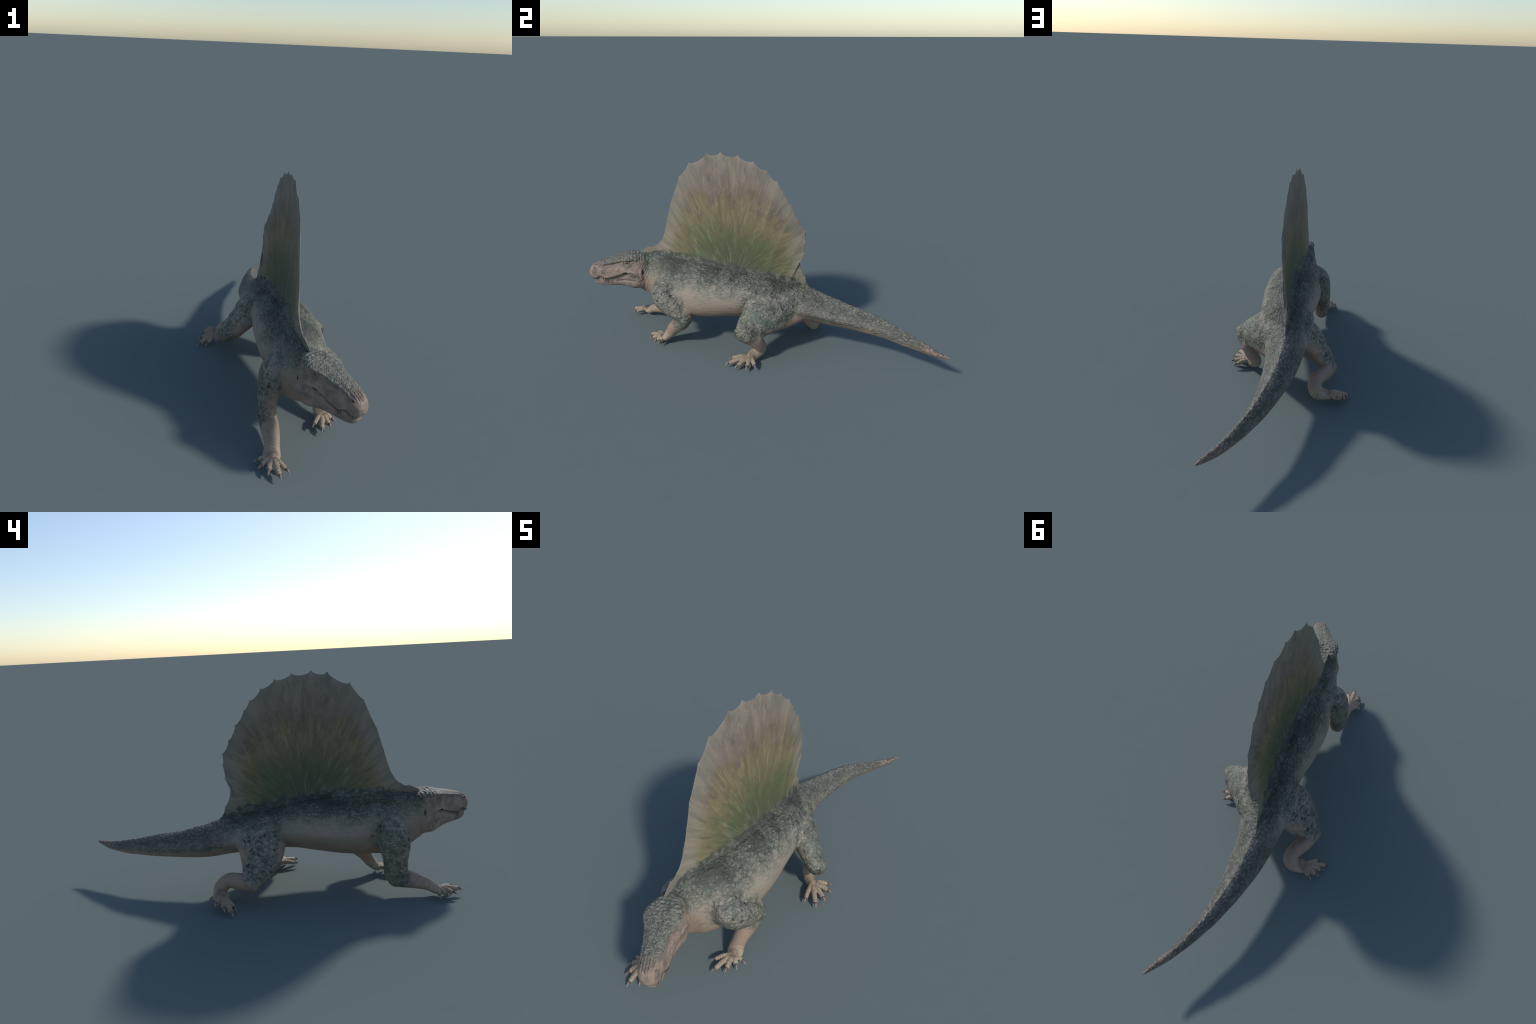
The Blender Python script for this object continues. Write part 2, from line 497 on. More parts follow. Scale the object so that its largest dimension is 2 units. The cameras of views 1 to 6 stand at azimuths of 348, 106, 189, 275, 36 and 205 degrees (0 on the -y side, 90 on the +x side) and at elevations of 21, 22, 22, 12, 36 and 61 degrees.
# scale relief: coarse plates along the back, knobs on shoulder, thigh and nape, almost none on the belly
N1 = normals(CO)
H = (CO[:, 2] - trunk_at(CO[:, 1], 3)) / (trunk_at(CO[:, 1], 2) - trunk_at(CO[:, 1], 3))
back = sstep(.42, .78, H) * (1 - on_head)
limb = np.zeros(NV)
for c, r in [((-.14, -.58, .29), .14), ((-.155, -.60, .15), .10), ((.22, -.545, .31), .13), ((.235, -.46, .24), .10),
             ((.18, .02, .33), .17), ((.28, -.02, .24), .12), ((-.13, .03, .31), .16), ((-.21, .05, .20), .12)]:
    limb = np.maximum(limb, 1 - sstep(.5 * r, r, np.linalg.norm(CO - c, axis=1)))
limb *= (1 - on_head)
nape = on_head * sstep(-.005, .012, z) * sstep(.04, -.02, f)
crown = on_head * sstep(-.02, .005, z - .03 + f * .16) * sstep(-.02, .04, f)
crest = sstep(.035, .0, np.abs(CO[:, 0] - trunk_at(CO[:, 1], 0))) * back
amp = np.maximum.reduce([.0036 * back, .0019 * limb, .0030 * nape, .0008 * crown])
amp *= np.where(CO[:, 1] > .25, .72, 1.0)
amp += .0012 * crest * (CO[:, 1] < .3)
k = amp > 1e-4
rel = np.zeros(NV)
# elongated plates lie across the slope of the back
stretch = CO[k] * np.array([1.0, .75, 1.0])
rel[k] = cells(stretch, 62.0) * 1.0 + .6 * cells(stretch, 118.0, 7.0) + .8 * vnoise(stretch, 38.0, 2.0) - .75
nk = nape > .05
rel[nk] += .45 * np.sin(f[nk] / .017 * 2 * math.pi + 3.0 * vnoise(CO[nk], 26.0, 5.0))
CO = CO + N1 * (amp * rel)[:, None]
big = vnoise(CO, 9.0, 11.0) * .0035 * (1 - on_head) * (1 - TOE_V) * sstep(.05, .12, CO[:, 2])
CO = CO + N1 * big[:, None]


NRM = normals(CO)

# ------------------------------------------------------------------ objects
SC = bpy.context.scene.collection
root = bpy.data.objects.new("dimetrodon", None)
SC.objects.link(root)
root["label"] = "grey-green sail-backed prehistoric reptile striding, tail curved aside"
root["category"] = "prehistoric reptile"


# ------------------------------------------------------------------ material helpers
class Nodes:
    def __init__(self, name, roughness=.6, specular=.35):
        self.mat = bpy.data.materials.new(name)
        self.mat.use_nodes = True
        self.t = self.mat.node_tree
        self.bsdf = self.t.nodes["Principled BSDF"]
        self.bsdf.inputs["Roughness"].default_value = roughness
        self.bsdf.inputs["Specular IOR Level"].default_value = specular
        self.pos = self.t.nodes.new("ShaderNodeTexCoord").outputs["Object"]
        sep = self.t.nodes.new("ShaderNodeSeparateXYZ")
        self.t.links.new(self.pos, sep.inputs[0])
        self.x, self.y, self.z = sep.outputs

    def put(self, sock, v):
        if isinstance(v, bpy.types.NodeSocket):
            self.t.links.new(v, sock)
        elif isinstance(v, (tuple, list)) and sock.type == "RGBA":
            sock.default_value = (*v[:3], 1)
        else:
            sock.default_value = v

    def m(self, op, a, b=0.0, c=None, clamp=False):
        n = self.t.nodes.new("ShaderNodeMath")
        n.operation, n.use_clamp = op, clamp
        self.put(n.inputs[0], a)
        self.put(n.inputs[1], b)
        if c is not None:
            self.put(n.inputs[2], c)
        return n.outputs[0]

    def add(self, *v):
        r = v[0]
        for q in v[1:]:
            r = self.m("ADD", r, q)
        return r

    def mul(self, *v):
        r = v[0]
        for q in v[1:]:
            r = self.m("MULTIPLY", r, q)
        return r

    def sub(self, a, b):
        return self.m("SUBTRACT", a, b)

    def step(self, v, a, b, lo=0.0, hi=1.0):
        n = self.t.nodes.new("ShaderNodeMapRange")
        n.interpolation_type = "SMOOTHSTEP"
        flip = a > b
        self.put(n.inputs["Value"], v)
        self.put(n.inputs["From Min"], min(a, b))
        self.put(n.inputs["From Max"], max(a, b))
        self.put(n.inputs["To Min"], hi if flip else lo)
        self.put(n.inputs["To Max"], lo if flip else hi)
        return n.outputs[0]

    def ramp(self, v, stops, lo=0.0, hi=1.0, mode="LINEAR"):
        """piecewise colour (or grey value) over v in lo..hi; stops: (position, colour or value)"""
        n = self.t.nodes.new("ShaderNodeValToRGB")
        n.color_ramp.interpolation = mode
        el = n.color_ramp.elements
        for i, (p, c) in enumerate(stops):
            e = el[i] if i < 2 else el.new(1.0)
            e.position = (p - lo) / (hi - lo)
            e.color = (*c, 1) if isinstance(c, (tuple, list)) else (c, c, c, 1)
        self.put(n.inputs[0], self.m("DIVIDE", self.sub(v, lo), hi - lo))
        return n.outputs[0]

    def vec(self, x, y, z):
        n = self.t.nodes.new("ShaderNodeCombineXYZ")
        for k, v in enumerate((x, y, z)):
            self.put(n.inputs[k], v)
        return n.outputs[0]

    def scaled(self, v, s):
        n = self.t.nodes.new("ShaderNodeVectorMath")
        n.operation = "MULTIPLY"
        self.put(n.inputs[0], v)
        n.inputs[1].default_value = s
        return n.outputs[0]

    def noise(self, scale, v=None, detail=2.0, rough=.5, distort=0.0):
        n = self.t.nodes.new("ShaderNodeTexNoise")
        self.put(n.inputs["Vector"], v or self.pos)
        n.inputs["Scale"].default_value = scale
        n.inputs["Detail"].default_value = detail
        n.inputs["Roughness"].default_value = rough
        n.inputs["Distortion"].default_value = distort
        return n.outputs["Fac"]

    def voronoi(self, scale, v=None, feature="F1", out="Distance", rnd=1.0):
        n = self.t.nodes.new("ShaderNodeTexVoronoi")
        n.feature = feature
        self.put(n.inputs["Vector"], v or self.pos)
        n.inputs["Scale"].default_value = scale
        n.inputs["Randomness"].default_value = rnd
        return n.outputs[out]

    def blob(self, c, r, soft=.5, wobble=None):
        """soft ball mask"""
        n = self.t.nodes.new("ShaderNodeVectorMath")
        n.operation = "DISTANCE"
        self.put(n.inputs[0], self.pos)
        n.inputs[1].default_value = c
        d = n.outputs["Value"]
        if wobble is not None:
            d = self.add(d, wobble)
        return self.step(d, r, r * (1 - soft))

    def union(self, masks):
        r = masks[0]
        for q in masks[1:]:
            r = self.m("MAXIMUM", r, q)
        return r

    def mix(self, f, a, b, blend="MIX"):
        n = self.t.nodes.new("ShaderNodeMix")
        n.data_type, n.blend_type = "RGBA", blend
        self.put(n.inputs[0], f)
        self.put(n.inputs[6], a)
        self.put(n.inputs[7], b)
        return n.outputs[2]

    def finish(self, color, height=None, dist=.003, strength=1.0, rough=None):
        self.put(self.bsdf.inputs["Base Color"], color)
        if height is not None:
            n = self.t.nodes.new("ShaderNodeBump")
            n.inputs["Strength"].default_value = strength
            n.inputs["Distance"].default_value = dist
            self.put(n.inputs["Height"], height)
            self.t.links.new(n.outputs[0], self.bsdf.inputs["Normal"])
        if rough is not None:
            self.put(self.bsdf.inputs["Roughness"], rough)
        return self.mat


PINK, BEIGE = (.312, .216, .160), (.300, .236, .180)
GREY, GREEN, DARK = (.285, .265, .208), (.190, .192, .148), (.082, .086, .069)
TOE, GRAN = (.360, .290, .205), (.190, .135, .105)


def skin_material():
    g = Nodes("scaly_skin", .62, .35)
    yc = g.y
    pick = [0, 2, 4, 7, 9, 11, 13, 15, 18, 20, 22, 23, 25]
    zt = g.ramp(yc, [(TRUNK[i][1], TRUNK[i][2]) for i in pick], -1, 1)
    zb = g.ramp(yc, [(TRUNK[i][1], TRUNK[i][3]) for i in pick], -1, 1)
    h = g.m("DIVIDE", g.sub(g.z, zb), g.sub(zt, zb))
    n1, n2, n3 = g.noise(9, detail=3), g.noise(30, detail=3), g.noise(75, detail=2)
    hh = g.add(h, g.mul(g.sub(n1, .5), .40), g.mul(g.sub(n2, .5), .30))
    # trunk: pale pinkish belly, grey-green flank, dark back
    torso = g.ramp(hh, [(-.3, PINK), (.10, PINK), (.30, BEIGE), (.52, (.285, .246, .192)), (.68, (.238, .224, .174)),
                        (.82, (.172, .176, .136)), (.95, (.112, .120, .094)), (1.06, DARK)], -.3, 1.3)
    torso = g.mix(g.mul(g.step(hh, .62, .85), g.step(g.noise(22, detail=2), .50, .62), .45), torso, (.165, .205, .158))
    tail = g.ramp(g.add(h, g.mul(g.sub(n1, .5), .20), g.mul(g.sub(n2, .5), .45)),
                  [(-.3, PINK), (.14, (.300, .202, .150)), (.22, (.300, .220, .165)), (.27, (.230, .208, .164)),
                   (.55, (.180, .176, .144)), (.78, (.118, .120, .100)), (.97, (.205, .198, .164))], -.3, 1.3)
    col = g.mix(g.step(yc, .12, .34), torso, tail)
    col = g.mix(g.step(g.add(yc, g.mul(n2, .05)), .86, .95), col, (.290, .215, .170))
    # throat
    throat = g.mul(g.step(yc, -.62, -.67), g.step(g.add(h, g.mul(g.sub(n2, .5), .3)), .62, .42))
    col = g.mix(throat, col, (.275, .200, .150))
    # grey-green shoulders and thighs
    wob = g.add(g.mul(g.sub(n1, .5), .09), g.mul(g.sub(n2, .5), .05))
    limb = g.union([g.blob(c, r, .45, wob) for c, r in [
        ((-.155, -.580, .30), .140), ((-.170, -.585, .16), .115), ((-.150, -.610, .08), .075),
        ((.215, -.550, .33), .138), ((.245, -.470, .255), .100), ((.240, -.420, .185), .085),
        ((.180, .030, .34), .155), ((.285, -.030, .255), .125), ((-.140, .035, .33), .145), ((-.235, .035, .20), .135),
        ((.195, .070, .265), .125), ((.120, .140, .320), .110), ((-.100, .110, .340), .085)]])
    lcol = g.ramp(n2, [(.27, (.098, .106, .084)), (.45, (.200, .197, .155)), (.62, (.300, .277, .220))], 0, 1)
    lcol = g.mix(g.mul(g.step(n1, .5, .62), .6), lcol, (.165, .198, .152))
    wv = g.t.nodes.new("ShaderNodeTexNoise")
    wv.inputs["Scale"].default_value = 34
    g.put(wv.inputs["Vector"], g.pos)
    wj = g.t.nodes.new("ShaderNodeVectorMath")
    wj.operation = "MULTIPLY_ADD"
    g.put(wj.inputs[0], wv.outputs["Color"])
    wj.inputs[1].default_value = (.05, .05, .05)
    g.put(wj.inputs[2], g.pos)
    spots = g.step(g.add(g.voronoi(27, wj.outputs[0]), g.mul(g.sub(n1, .5), .25)), .26, .12)
    lcol = g.mix(g.mul(spots, .90), lcol, (.030, .032, .028))
    col = g.mix(limb, col, lcol)
    # dark blotches along the spine
    spine = g.mul(g.step(h, .70, .92), g.step(yc, -.72, -.55), g.step(yc, .34, .20), g.step(n1, .44, .60))
    col = g.mix(g.mul(spine, .60), col, (.040, .044, .037))
    # feet
    palms = [d["palm"] for d in LIMBS.values()]
    near = g.union([g.blob((p[0], p[1], p[2] + .015), .036, .45, g.mul(g.sub(n3, .5), .02)) for p in palms])
    toes = g.mul(g.union([g.blob(p, .135, .25) for p in palms]), g.step(g.z, .095, .07))
    shank = g.step(g.z, .20, .11)
    col = g.mix(g.mul(shank, .35), col, (.290, .228, .178))
    col = g.mix(g.mul(shank, limb, .6), col, lcol)
    col = g.mix(toes, col, g.mix(g.step(n3, .4, .7), TOE, (.300, .230, .160)))
    dmin = None
    for p in palms:
        n = g.t.nodes.new("ShaderNodeVectorMath")
        n.operation = "DISTANCE"
        g.put(n.inputs[0], g.pos)
        n.inputs[1].default_value = p
        dmin = n.outputs["Value"] if dmin is None else g.m("MINIMUM", dmin, n.outputs["Value"])
    band = g.step(g.m("COSINE", g.mul(g.sub(dmin, .042), 2 * math.pi / .0105)), .45, .95)
    col = g.mix(g.mul(toes, band, g.step(dmin, .040, .050), .55), col, (.170, .120, .080))
    col = g.mix(g.mul(near, g.step(n3, .35, .6, .35, 1.0)), col, GRAN)
    # head
    hd = g.scaled(g.pos, (HF[0], HF[1], 0))
    sp = g.t.nodes.new("ShaderNodeSeparateXYZ")
    g.put(sp.inputs[0], hd)
    f = g.sub(g.add(sp.outputs[0], sp.outputs[1]), float(HO @ HF))
    zr = g.sub(g.z, float(HO[2]))
    line = g.add(g.ramp(f, [(-.12, .52), (-.06, .51), (-.02, .514), (.03, .5145), (.06, .502), (.10, .496), (.13, .489),
                            (.17, .481), (.22, .470)], -.15, .25), -.5)
    crown = g.step(g.add(g.sub(zr, line), g.mul(g.sub(n3, .5), .022)), -.003, .007)
    face = g.ramp(n2, [(.28, (.190, .150, .122)), (.42, (.250, .188, .148)), (.60, (.315, .235, .182))], 0, 1)
    face = g.mix(g.mul(g.step(g.noise(24, g.scaled(g.pos, (1, 1, 1.5)), 3), .50, .62), .55), face, (.135, .122, .106))
    face = g.mix(g.mul(g.step(n3, .55, .70), .25), face, (.120, .095, .080))
    ctop = g.ramp(n3, [(.3, (.135, .142, .114)), (.5, (.210, .208, .166)), (.7, (.290, .275, .222))], 0, 1)
    ctop = g.mix(g.mul(g.step(g.add(f, g.mul(g.sub(n2, .5), .05)), .130, .185), .8), ctop, (.235, .170, .140))
    hcol = g.mix(crown, face, ctop)
    for sgn in (1, -1):
        ring = g.blob(tuple(head_pt(EYE[0], sgn * EYE[1], EYE[2] - .002)), .032, .35)
        hcol = g.mix(g.mul(ring, .55), hcol, (.185, .178, .146))
    on = g.mul(g.step(g.add(f, g.mul(g.sub(n2, .5), .03)), -.100, -.062), g.step(g.z, .23, .27))
    col = g.mix(on, col, hcol)
    # near-black paint for the shade inside shallow pits: mouth corner, ear slit, nostril
    for sgn in (1, -1):
        for (pf, ps, pz), r in [((.012, .058, -.0625), .0100), ((.003, .058, -.062), .007), ((.021, .058, -.065), .007),
                                ((-.083, .064, -.060), .0055), ((-.084, .064, -.067), .0060), ((-.083, .064, -.073), .0050),
                                ((.183, .034, -.030), .0045)]:
            col = g.mix(g.mul(g.blob(tuple(head_pt(pf, sgn * ps, pz)), r * 1.35, .5), .93), col, (.012, .010, .009))
    # scales: painted highlights on tops, painted shade in crevices, strongest on grey skin
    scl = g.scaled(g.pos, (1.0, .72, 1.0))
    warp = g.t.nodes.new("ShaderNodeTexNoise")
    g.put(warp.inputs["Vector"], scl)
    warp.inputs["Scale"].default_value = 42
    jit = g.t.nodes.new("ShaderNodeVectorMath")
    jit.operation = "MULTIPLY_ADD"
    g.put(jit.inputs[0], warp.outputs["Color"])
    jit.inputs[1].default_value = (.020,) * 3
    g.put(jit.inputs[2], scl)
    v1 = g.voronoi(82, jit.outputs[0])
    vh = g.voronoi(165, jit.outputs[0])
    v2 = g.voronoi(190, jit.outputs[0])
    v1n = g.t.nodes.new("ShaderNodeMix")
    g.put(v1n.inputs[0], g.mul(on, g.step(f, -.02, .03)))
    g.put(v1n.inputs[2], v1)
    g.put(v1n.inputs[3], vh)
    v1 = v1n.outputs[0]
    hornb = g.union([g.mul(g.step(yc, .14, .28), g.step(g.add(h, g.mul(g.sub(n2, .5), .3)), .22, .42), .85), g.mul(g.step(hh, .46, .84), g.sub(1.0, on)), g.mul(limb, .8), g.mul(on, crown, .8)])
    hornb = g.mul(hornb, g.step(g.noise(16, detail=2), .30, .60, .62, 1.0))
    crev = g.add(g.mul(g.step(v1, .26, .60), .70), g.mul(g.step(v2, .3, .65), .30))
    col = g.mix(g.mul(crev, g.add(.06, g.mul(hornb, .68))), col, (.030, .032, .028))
    col = g.mix(g.mul(g.step(v1, .26, .06), g.step(n3, .42, .58), hornb, .36), col, (.365, .342, .278))
    wr = g.noise(60, g.scaled(g.pos, (.5, .22, 2.2)), 3, .6)
    col = g.mix(g.mul(g.step(wr, .56, .70), g.sub(.42, g.mul(hornb, .42))), col, (.120, .092, .074))
    hgt = g.add(g.mul(g.sub(1.0, v1), g.add(.05, hornb)), g.mul(g.sub(1.0, v2), g.add(.10, g.mul(hornb, .3))), g.mul(wr, .28), g.mul(n3, .15))
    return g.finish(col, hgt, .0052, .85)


def sail_material():
    g = Nodes("sail_membrane", .68, .30)
    zt = g.ramp(g.y, [(TRUNK[i][1], TRUNK[i][2]) for i in (2, 4, 7, 9, 11, 12, 13, 14)], -1, 1)
    dy, dz = g.sub(g.y, -.185), g.sub(g.z, .36)
    rad = g.m("SQRT", g.add(g.mul(dy, dy), g.mul(dz, dz)))
    ang = g.m("ARCTAN2", dy, dz)
    fan = lambda a, r, k=0.0: g.vec(g.mul(ang, a), g.mul(rad, r), k)
    streak = g.noise(1.0, fan(17, 2.6), 4, .62)
    fine = g.noise(1.0, fan(85, 9, 3.0), 3, .6)
    blot = g.noise(1.0, fan(7.5, 4.2, 8.0), 4, .62, .9)
    wash = g.noise(11, detail=4, rough=.6)
    ey = g.m("DIVIDE", dy, .47)
    ez = g.m("DIVIDE", g.sub(g.z, .42), .42)
    q = g.m("SQRT", g.add(g.mul(ey, ey), g.mul(ez, ez)))
    q = g.add(q, g.mul(g.sub(streak, .5), .50), g.mul(g.sub(blot, .5), .60), g.mul(g.sub(wash, .5), .45), g.mul(g.sub(fine, .5), .14))
    col = g.ramp(q, [(.0, (.066, .080, .047)), (.34, (.080, .100, .052)), (.54, (.106, .122, .058)), (.68, (.160, .142, .070)),
                     (.88, (.205, .167, .090)), (1.05, (.180, .144, .096)), (1.20, (.215, .172, .138)),
                     (1.42, (.218, .186, .154)), (1.6, (.262, .226, .180))], 0, 2)
    dark = g.step(g.add(g.mul(streak, .6), g.mul(wash, .4)), .50, .60)
    col = g.mix(g.mul(dark, .55), col, g.mix(.45, col, (.055, .055, .042)))
    col = g.mix(g.mul(g.step(g.add(g.mul(streak, .5), g.mul(fine, .5)), .47, .38), .40), col, g.mix(.45, col, (.36, .32, .22)))
    for k, (aa, rr, lo, amt, tone) in enumerate([(11, 6.5, .52, .42, (.060, .058, .044)), (19, 9, .54, .34, (.058, .060, .046)),
                                                 (13, 7.5, .55, .40, (.345, .300, .215))]):
        patch = g.noise(1.0, fan(aa, rr, 11.0 + 5 * k), 5, .62, 1.1)          # ragged-edged washes along the spines
        col = g.mix(g.mul(g.step(patch, lo, lo + .035), amt), col, g.mix(.50, col, tone))
    margin = (.262, .228, .182)
    yf = g.add(g.ramp(g.z, [(.45, .33), (.56, .39), (.61, .41), (.70, .44), (.80, .47), (.94, .53), (1.02, .60), (1.1, .72)], .4, 1.2), -1.0)
    yr = g.add(g.ramp(g.z, [(.40, .74), (.55, .71), (.62, .73), (.70, .73), (.77, .695), (.84, .66), (.91, .61), (.96, .58),
                            (1.01, .52), (1.06, .45)], .4, 1.2), -.5)
    wob = g.mul(g.sub(blot, .5), .14)
    edge = g.union([g.step(g.add(g.sub(g.y, yf), wob), .115, .035), g.step(g.add(g.sub(yr, g.y), wob), .115, .030)])
    col = g.mix(g.mul(edge, .72), col, g.mix(g.step(streak, .4, .6), margin, (.205, .190, .152)))
    col = g.mix(g.mul(g.step(blot, .52, .64), .45), col, g.mix(.50, col, (.060, .060, .047)))
    col = g.mix(g.mul(g.step(fine, .52, .72), .16), col, (.070, .070, .052))
    col = g.mix(g.mul(g.step(fine, .46, .28), .10), col, (.340, .310, .230))
    # scaly foot of the sail
    n = g.noise(40, detail=3)
    foot = g.step(g.add(g.sub(g.z, zt), g.mul(g.sub(n, .5), .05)), .040, .008)
    col = g.mix(g.mul(foot, g.step(g.y, -.70, -.55)), col, g.mix(g.step(n, .4, .62), (.052, .060, .048), (.135, .140, .118)))
    return g.finish(col, g.add(fine, g.mul(streak, .6)), .0022, .6)


def horn_material(name, base, tip, rough=.4):
    g = Nodes(name, rough, .45)
    t = g.t.nodes.new("ShaderNodeTexCoord").outputs["Generated"]
    sp = g.t.nodes.new("ShaderNodeSeparateXYZ")
    g.put(sp.inputs[0], t)
    n = g.noise(6, g.scaled(t, (.6, 4, 4)))
    return g.finish(g.ramp(g.add(sp.outputs[0], g.mul(g.sub(n, .5), .3)), [(.15, base), (.85, tip)], 0, 1))


def eye_material():
    g = Nodes("eye_surface", .12, .6)
    d = g.m("SQRT", g.add(g.mul(g.y, g.y), g.mul(g.z, g.z)))
    iris = g.ramp(d, [(.30, (.006, .005, .004)), (.36, (.28, .15, .02)), (.66, (.22, .11, .015)), (.74, (.02, .015, .01))], 0, 1)
    return g.finish(iris)


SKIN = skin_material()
SAIL_MAT = sail_material()
CLAW_MAT = horn_material("claw_horn", (.085, .066, .060), (.300, .225, .185))
TOOTH_MAT = horn_material("tooth_enamel", (.060, .050, .043), (.170, .150, .120), .35)
EYE_MAT = eye_material()


def region_object(name, mask, parent, material):
    f = FACES[mask]
    used = np.unique(f)
    remap = np.full(NV, -1)
    remap[used] = np.arange(len(used))
    me = bpy.data.meshes.new(name)
    me.from_pydata(CO[used].tolist(), [], remap[f].tolist())
    me.polygons.foreach_set("use_smooth", np.ones(len(f), bool))
    me.normals_split_custom_set_from_vertices(NRM[used].tolist())
    me.materials.append(material)
    ob = bpy.data.objects.new(name, me)
    SC.objects.link(ob)
    ob.parent = parent
    return ob


PARTS = {}
order = sorted(NAMES, key=lambda n: (n.startswith("toe"), n.startswith(("hand", "foot")), n))
for n in order:
    mask = LAB == NAMES.index(n)
    if not mask.any():
        continue
    if n.startswith("toe"):
        parent, nm = PARTS[n[3:].rsplit("_", 1)[0]], "toe"
    elif n.startswith(("hand", "foot")):
        parent, nm = PARTS[("forelimb" if n.startswith("hand") else "hindlimb") + n[4:]], n[:4]
    else:
        parent, nm = root, n.split(".")[0]
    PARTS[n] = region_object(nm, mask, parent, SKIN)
print("skin verts", NV, {n: int((LAB == i).sum()) for i, n in enumerate(NAMES)})

# ------------------------------------------------------------------ sail
SPINES = [
    # tip x, y, z, base y, sag of the margin towards the next tip
    (.020, -.735, .492, -.700, .00), (.010, -.683, .520, -.672, .20), (.008, -.644, .532, -.645, .15),
    (.006, -.611, .562, -.615, .10), (.004, -.588, .606, -.582, .05), (.010, -.561, .697, -.535, .04),
    (.010, -.530, .799, -.485, .04), (.022, -.469, .942, -.430, .10), (.026, -.405, 1.023, -.375, .16),
    (.036, -.298, 1.081, -.315, .24), (.042, -.222, 1.091, -.265, .20), (.050, -.127, 1.081, -.215, .18),
    (.052, -.043, 1.056, -.165, .18), (.050, .026, 1.014, -.118, .18), (.051, .083, .959, -.072, .16),
    (.050, .113, .911, -.032, .15), (.051, .160, .840, .008, .15), (.041, .196, .766, .044, .15),
    (.028, .231, .702, .076, .20), (.025, .232, .645, .105, .22), (.023, .226, .579, .132, .15),
    (.013, .200, .536, .156, .12), (.008, .201, .503, .176, .12), (.006, .210, .468, .194, .12),
    (.004, .231, .436, .210, .10), (.003, .238, .402, .224, .0), (.002, .262, .366, .250, .0),
]
def build_sail():
    S = np.array(SPINES)
    nsp, per, nv = len(S), 12, 110
    U = np.arange((nsp - 1) * per + 1) / per
    i = np.minimum(U.astype(int), nsp - 2)
    f = U - i
    tip = S[i, :3] * (1 - f)[:, None] + S[i + 1, :3] * f[:, None]
    smx = np.array([np.interp(u, np.arange(nsp), S[:, 0]) for u in U])
    for _ in range(12):
        smx[1:-1] = (smx[:-2] + 2 * smx[1:-1] + smx[2:]) / 4
    tip[:, 0] = smx
    by = np.interp(U, np.arange(nsp), S[:, 3])
    for _ in range(20):
        by[1:-1] = (by[:-2] + 2 * by[1:-1] + by[2:]) / 4
    base = np.stack([np.interp(by, *SAIL_X), by, trunk_at(by, 2) - .032], 1)
    gap = np.linalg.norm(S[i + 1, :3] - S[i, :3], axis=1)
    d = tip - base
    L = np.linalg.norm(d, axis=1)
    sag = .95 * S[i, 4] * gap * (4 * f * (1 - f)) ** .55 - .004 * np.clip(L / .3, 0, 1)
    L2 = np.maximum(L - sag, .02)
    d = d / L[:, None]
    rib = np.maximum(np.cos(2 * np.pi * f), 0) ** 6
    V = np.linspace(0, 1, nv)
    verts = []
    for side in (1, -1):
        for k in range(len(U)):
            s = V * L2[k]
            up = s - .032
            half = np.clip(L2[k] / .16, .12, 1) * (.0016 + .0016 * (1 - V) + rib[k] * .0006
                    + np.interp(by[k], [-.65, -.5, -.2, .1, .2], [.008, .017, .012, .006, .003]) * np.exp(-np.maximum(up - .005, 0) / .06) * np.clip(L2[k] / .12, .0, 1))
            P = base[k] + np.outer(s, d[k])
            fold = .0012 * np.sin(2 * np.pi * (U[k] * .5 + .2)) * np.sin(np.pi * np.clip(V, 0, 1)) * np.clip(L2[k] / .3, 0, 1)
            wob = np.array([noise.noise(Vector((p[1] * 14, p[2] * 14, 3.0))) for p in P]) * .0016
            edge = 1 - .75 * np.clip((V - .985) / .015, 0, 1)
            P[:, 0] += fold + wob + side * half * edge
            verts.append(P)
    verts = np.concatenate(verts)
    nu = len(U)
    faces = []
    for sd in (0, 1):
        o = sd * nu * nv
        for k in range(nu - 1):
            for j in range(nv - 1):
                a = o + k * nv + j
                q = (a, a + nv, a + nv + 1, a + 1)
                faces.append(q if sd else q[::-1])
    o = nu * nv
    for k in range(nu - 1):
        a, b = k * nv + nv - 1, (k + 1) * nv + nv - 1
        faces.append((a, b, b + o, a + o))
        a, b = k * nv, (k + 1) * nv
        faces.append((b, a, a + o, b + o))
    for k in (0, nu - 1):
        for j in range(nv - 1):
            a = k * nv + j
            q = (a, a + 1, a + 1 + o, a + o)
            faces.append(q if k else q[::-1])
    me = bpy.data.meshes.new("sail")
    me.from_pydata(verts.tolist(), [], faces)
    bm = bmesh.new()
    bm.from_mesh(me)
    bmesh.ops.recalc_face_normals(bm, faces=bm.faces)
    bm.to_mesh(me)
    bm.free()
    me.polygons.foreach_set("use_smooth", np.ones(len(me.polygons), bool))
    ob = bpy.data.objects.new("sail", me)
    SC.objects.link(ob)
    ob.parent = root
    me.set_sharp_from_angle(angle=math.radians(60))
    return ob


SAIL = build_sail()
SAIL.data.materials.append(SAIL_MAT)

# ------------------------------------------------------------------ claws
def revolve_mesh(name, rows, segs=14, material=None):
    """rows: (x, y, z, radius_side, radius_up) along a curved axis in the xz plane; x is the long axis."""
    verts, faces = [], []
    for x, y, z, ra, rb in rows:
        for k in range(segs):
            a = 2 * math.pi * k / segs
            verts.append((x, y + ra * math.cos(a), z + rb * math.sin(a)))
    n = len(rows)
    for i in range(n - 1):
        for k in range(segs):
            faces.append((i * segs + k, i * segs + (k + 1) % segs, (i + 1) * segs + (k + 1) % segs, (i + 1) * segs + k))
    faces.append(tuple(range(segs))[::-1])
    faces.append(tuple(range((n - 1) * segs, n * segs)))
    me = bpy.data.meshes.new(name)
    me.from_pydata(verts, [], faces)
    me.polygons.foreach_set("use_smooth", np.ones(len(faces), bool))
    if material:
        me.materials.append(material)
    return me


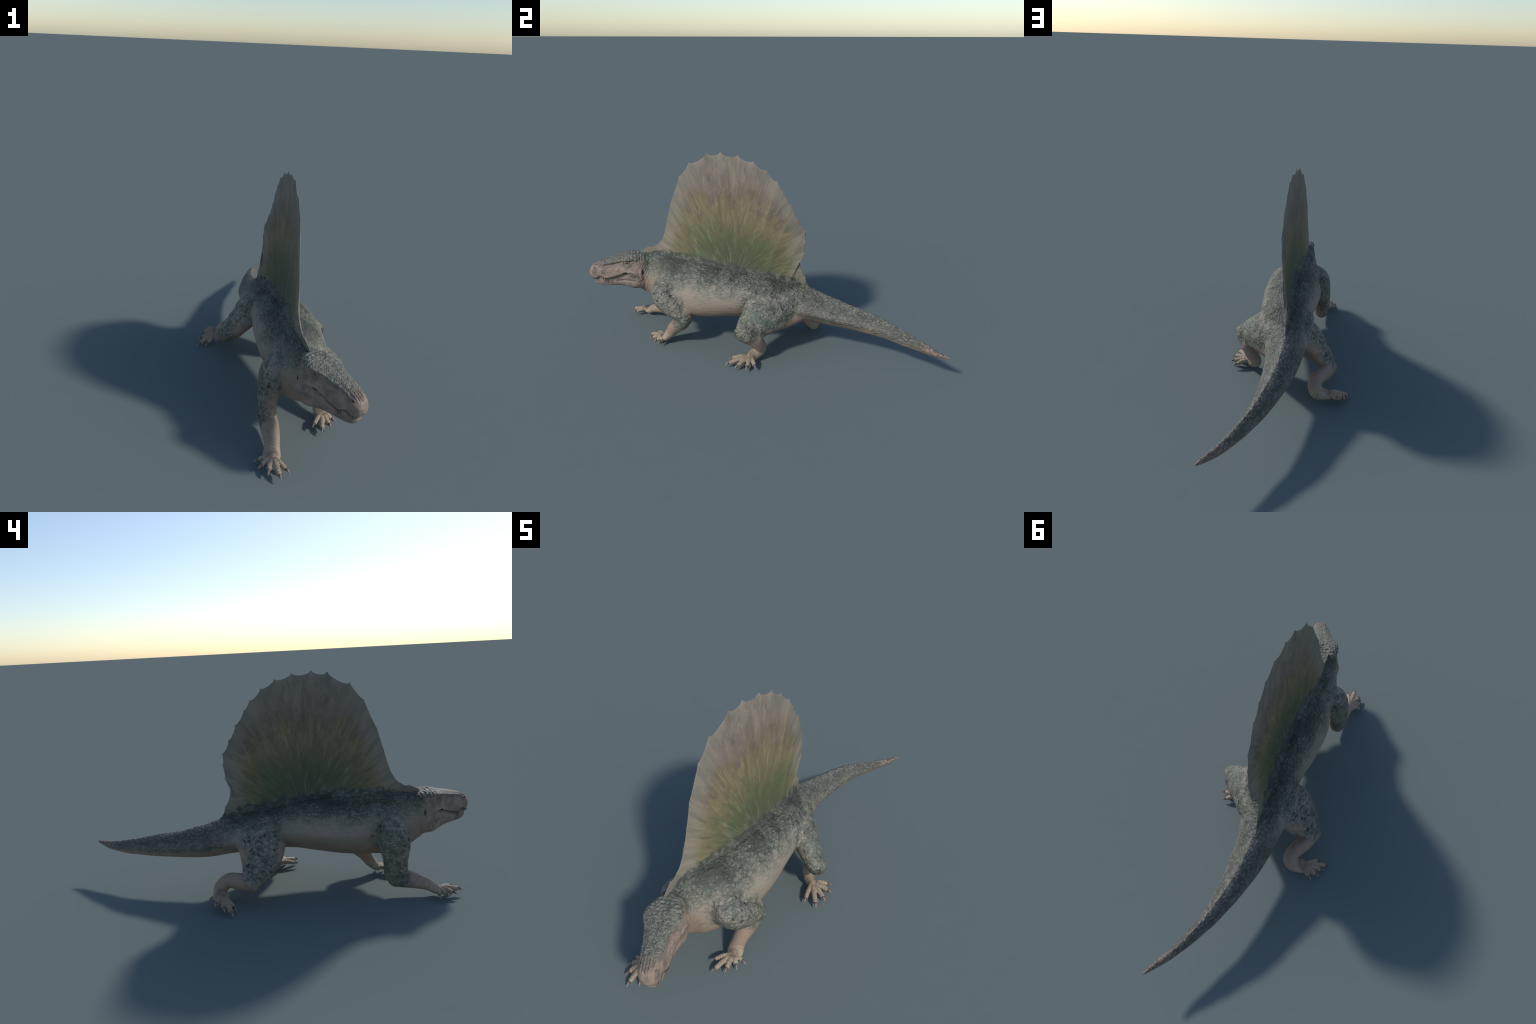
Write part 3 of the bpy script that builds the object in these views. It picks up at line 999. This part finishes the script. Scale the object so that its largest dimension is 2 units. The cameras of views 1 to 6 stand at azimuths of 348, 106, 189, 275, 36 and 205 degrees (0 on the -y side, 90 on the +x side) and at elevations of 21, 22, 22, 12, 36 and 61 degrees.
def place(ob, parent, origin, forward, up=(0, 0, 1), scale=1.0):
    x = unit(forward)
    y = unit(np.cross(up, x))
    z = np.cross(x, y)
    m = Matrix(np.array([x, y, z]).T.tolist()).to_4x4()
    ob.parent = parent
    s = (scale,) * 3 if np.isscalar(scale) else scale
    ob.matrix_local = Matrix.Translation(Vector(origin)) @ m @ Matrix.Diagonal((*s, 1))


def claw_rows():
    rows = []
    for q in range(17):
        t = q / 16
        r = .30 * (1 - t) ** .85 + .010
        rows.append((-.22 + 1.22 * t, 0, .05 * math.sin(math.pi * t) - .06 * t * t, r * .85, r))
    return rows


CLAW_ME = revolve_mesh("claw", claw_rows(), 16, CLAW_MAT)
for limb, b, tip, r in CLAWS:
    ob = bpy.data.objects.new("claw", CLAW_ME)
    SC.objects.link(ob)
    fwd = tip - b
    L = float(np.linalg.norm(fwd))
    place(ob, PARTS[limb], b, fwd, scale=(L, r * 2.3, r * 2.3))

# ------------------------------------------------------------------ eyes and teeth
def eye_mesh():
    bm = bmesh.new()
    bmesh.ops.create_uvsphere(bm, u_segments=28, v_segments=18, radius=1.0)
    me = bpy.data.meshes.new("eye")
    bm.to_mesh(me)
    bm.free()
    me.polygons.foreach_set("use_smooth", np.ones(len(me.polygons), bool))
    me.materials.append(EYE_MAT)
    return me


EYE_ME = eye_mesh()
for sgn in (1, -1):
    ob = bpy.data.objects.new("eye", EYE_ME)
    SC.objects.link(ob)
    look = HL * sgn + HF * .35
    place(ob, PARTS["head"], head_pt(EYE[0] + .001, sgn * (EYE[1] - .0055), EYE[2] + .0005), look, scale=.0082)

LIP = np.array([[.022, -.062, .056], [.042, -.073, .0535], [.090, -.087, .0495], [.130, -.093, .0455], [.158, -.080, .0375],
                [.181, -.091, .0325], [.198, -.093, .0255], [.208, -.086, .014]])


def tooth_rows():
    rows = []
    for q in range(11):
        t = q / 10
        r = .5 * (1 - t ** 1.6) + .03
        rows.append((t, 0, -.10 * math.sin(math.pi * t * .5) * t, r, r * .8))
    return rows


TOOTH_ME = revolve_mesh("tooth", tooth_rows(), 10, TOOTH_MAT)
TEETH = [(f, .0085 + .003 * math.sin(f * 900), .0030) for f in np.arange(.034, .122, .0066)]
TEETH += [(.128, .030, .0056), (.141, .026, .0050), (.151, .012, .0032), (.160, .014, .0036), (.170, .016, .0042),
          (.180, .015, .0040), (.190, .013, .0038), (.198, .010, .0034)]
HEADC = head_coords(CO)
for sgn in (1, -1):
    for f, L, w in TEETH:
        zl, sl = np.interp(f, LIP[:, 0], LIP[:, 1]), np.interp(f, LIP[:, 0], LIP[:, 2])
        near = (np.abs(HEADC[0] - f) < .004) & (np.abs(HEADC[2] - zl - .001) < .005) & (HEADC[1] * sgn > 0)
        if near.any():
            sl = np.percentile(np.abs(HEADC[1][near]), 90)
        ob = bpy.data.objects.new("tooth", TOOTH_ME)
        SC.objects.link(ob)
        lean = V3(0, 0, -1) - HL * sgn * .12 - HF * (.12 if f < .15 else -.05) + HL * random.uniform(-.05, .05)
        place(ob, PARTS["head"], head_pt(f, sgn * (sl - .0005), zl + .004), lean, up=HF, scale=(L + .004, w, w))
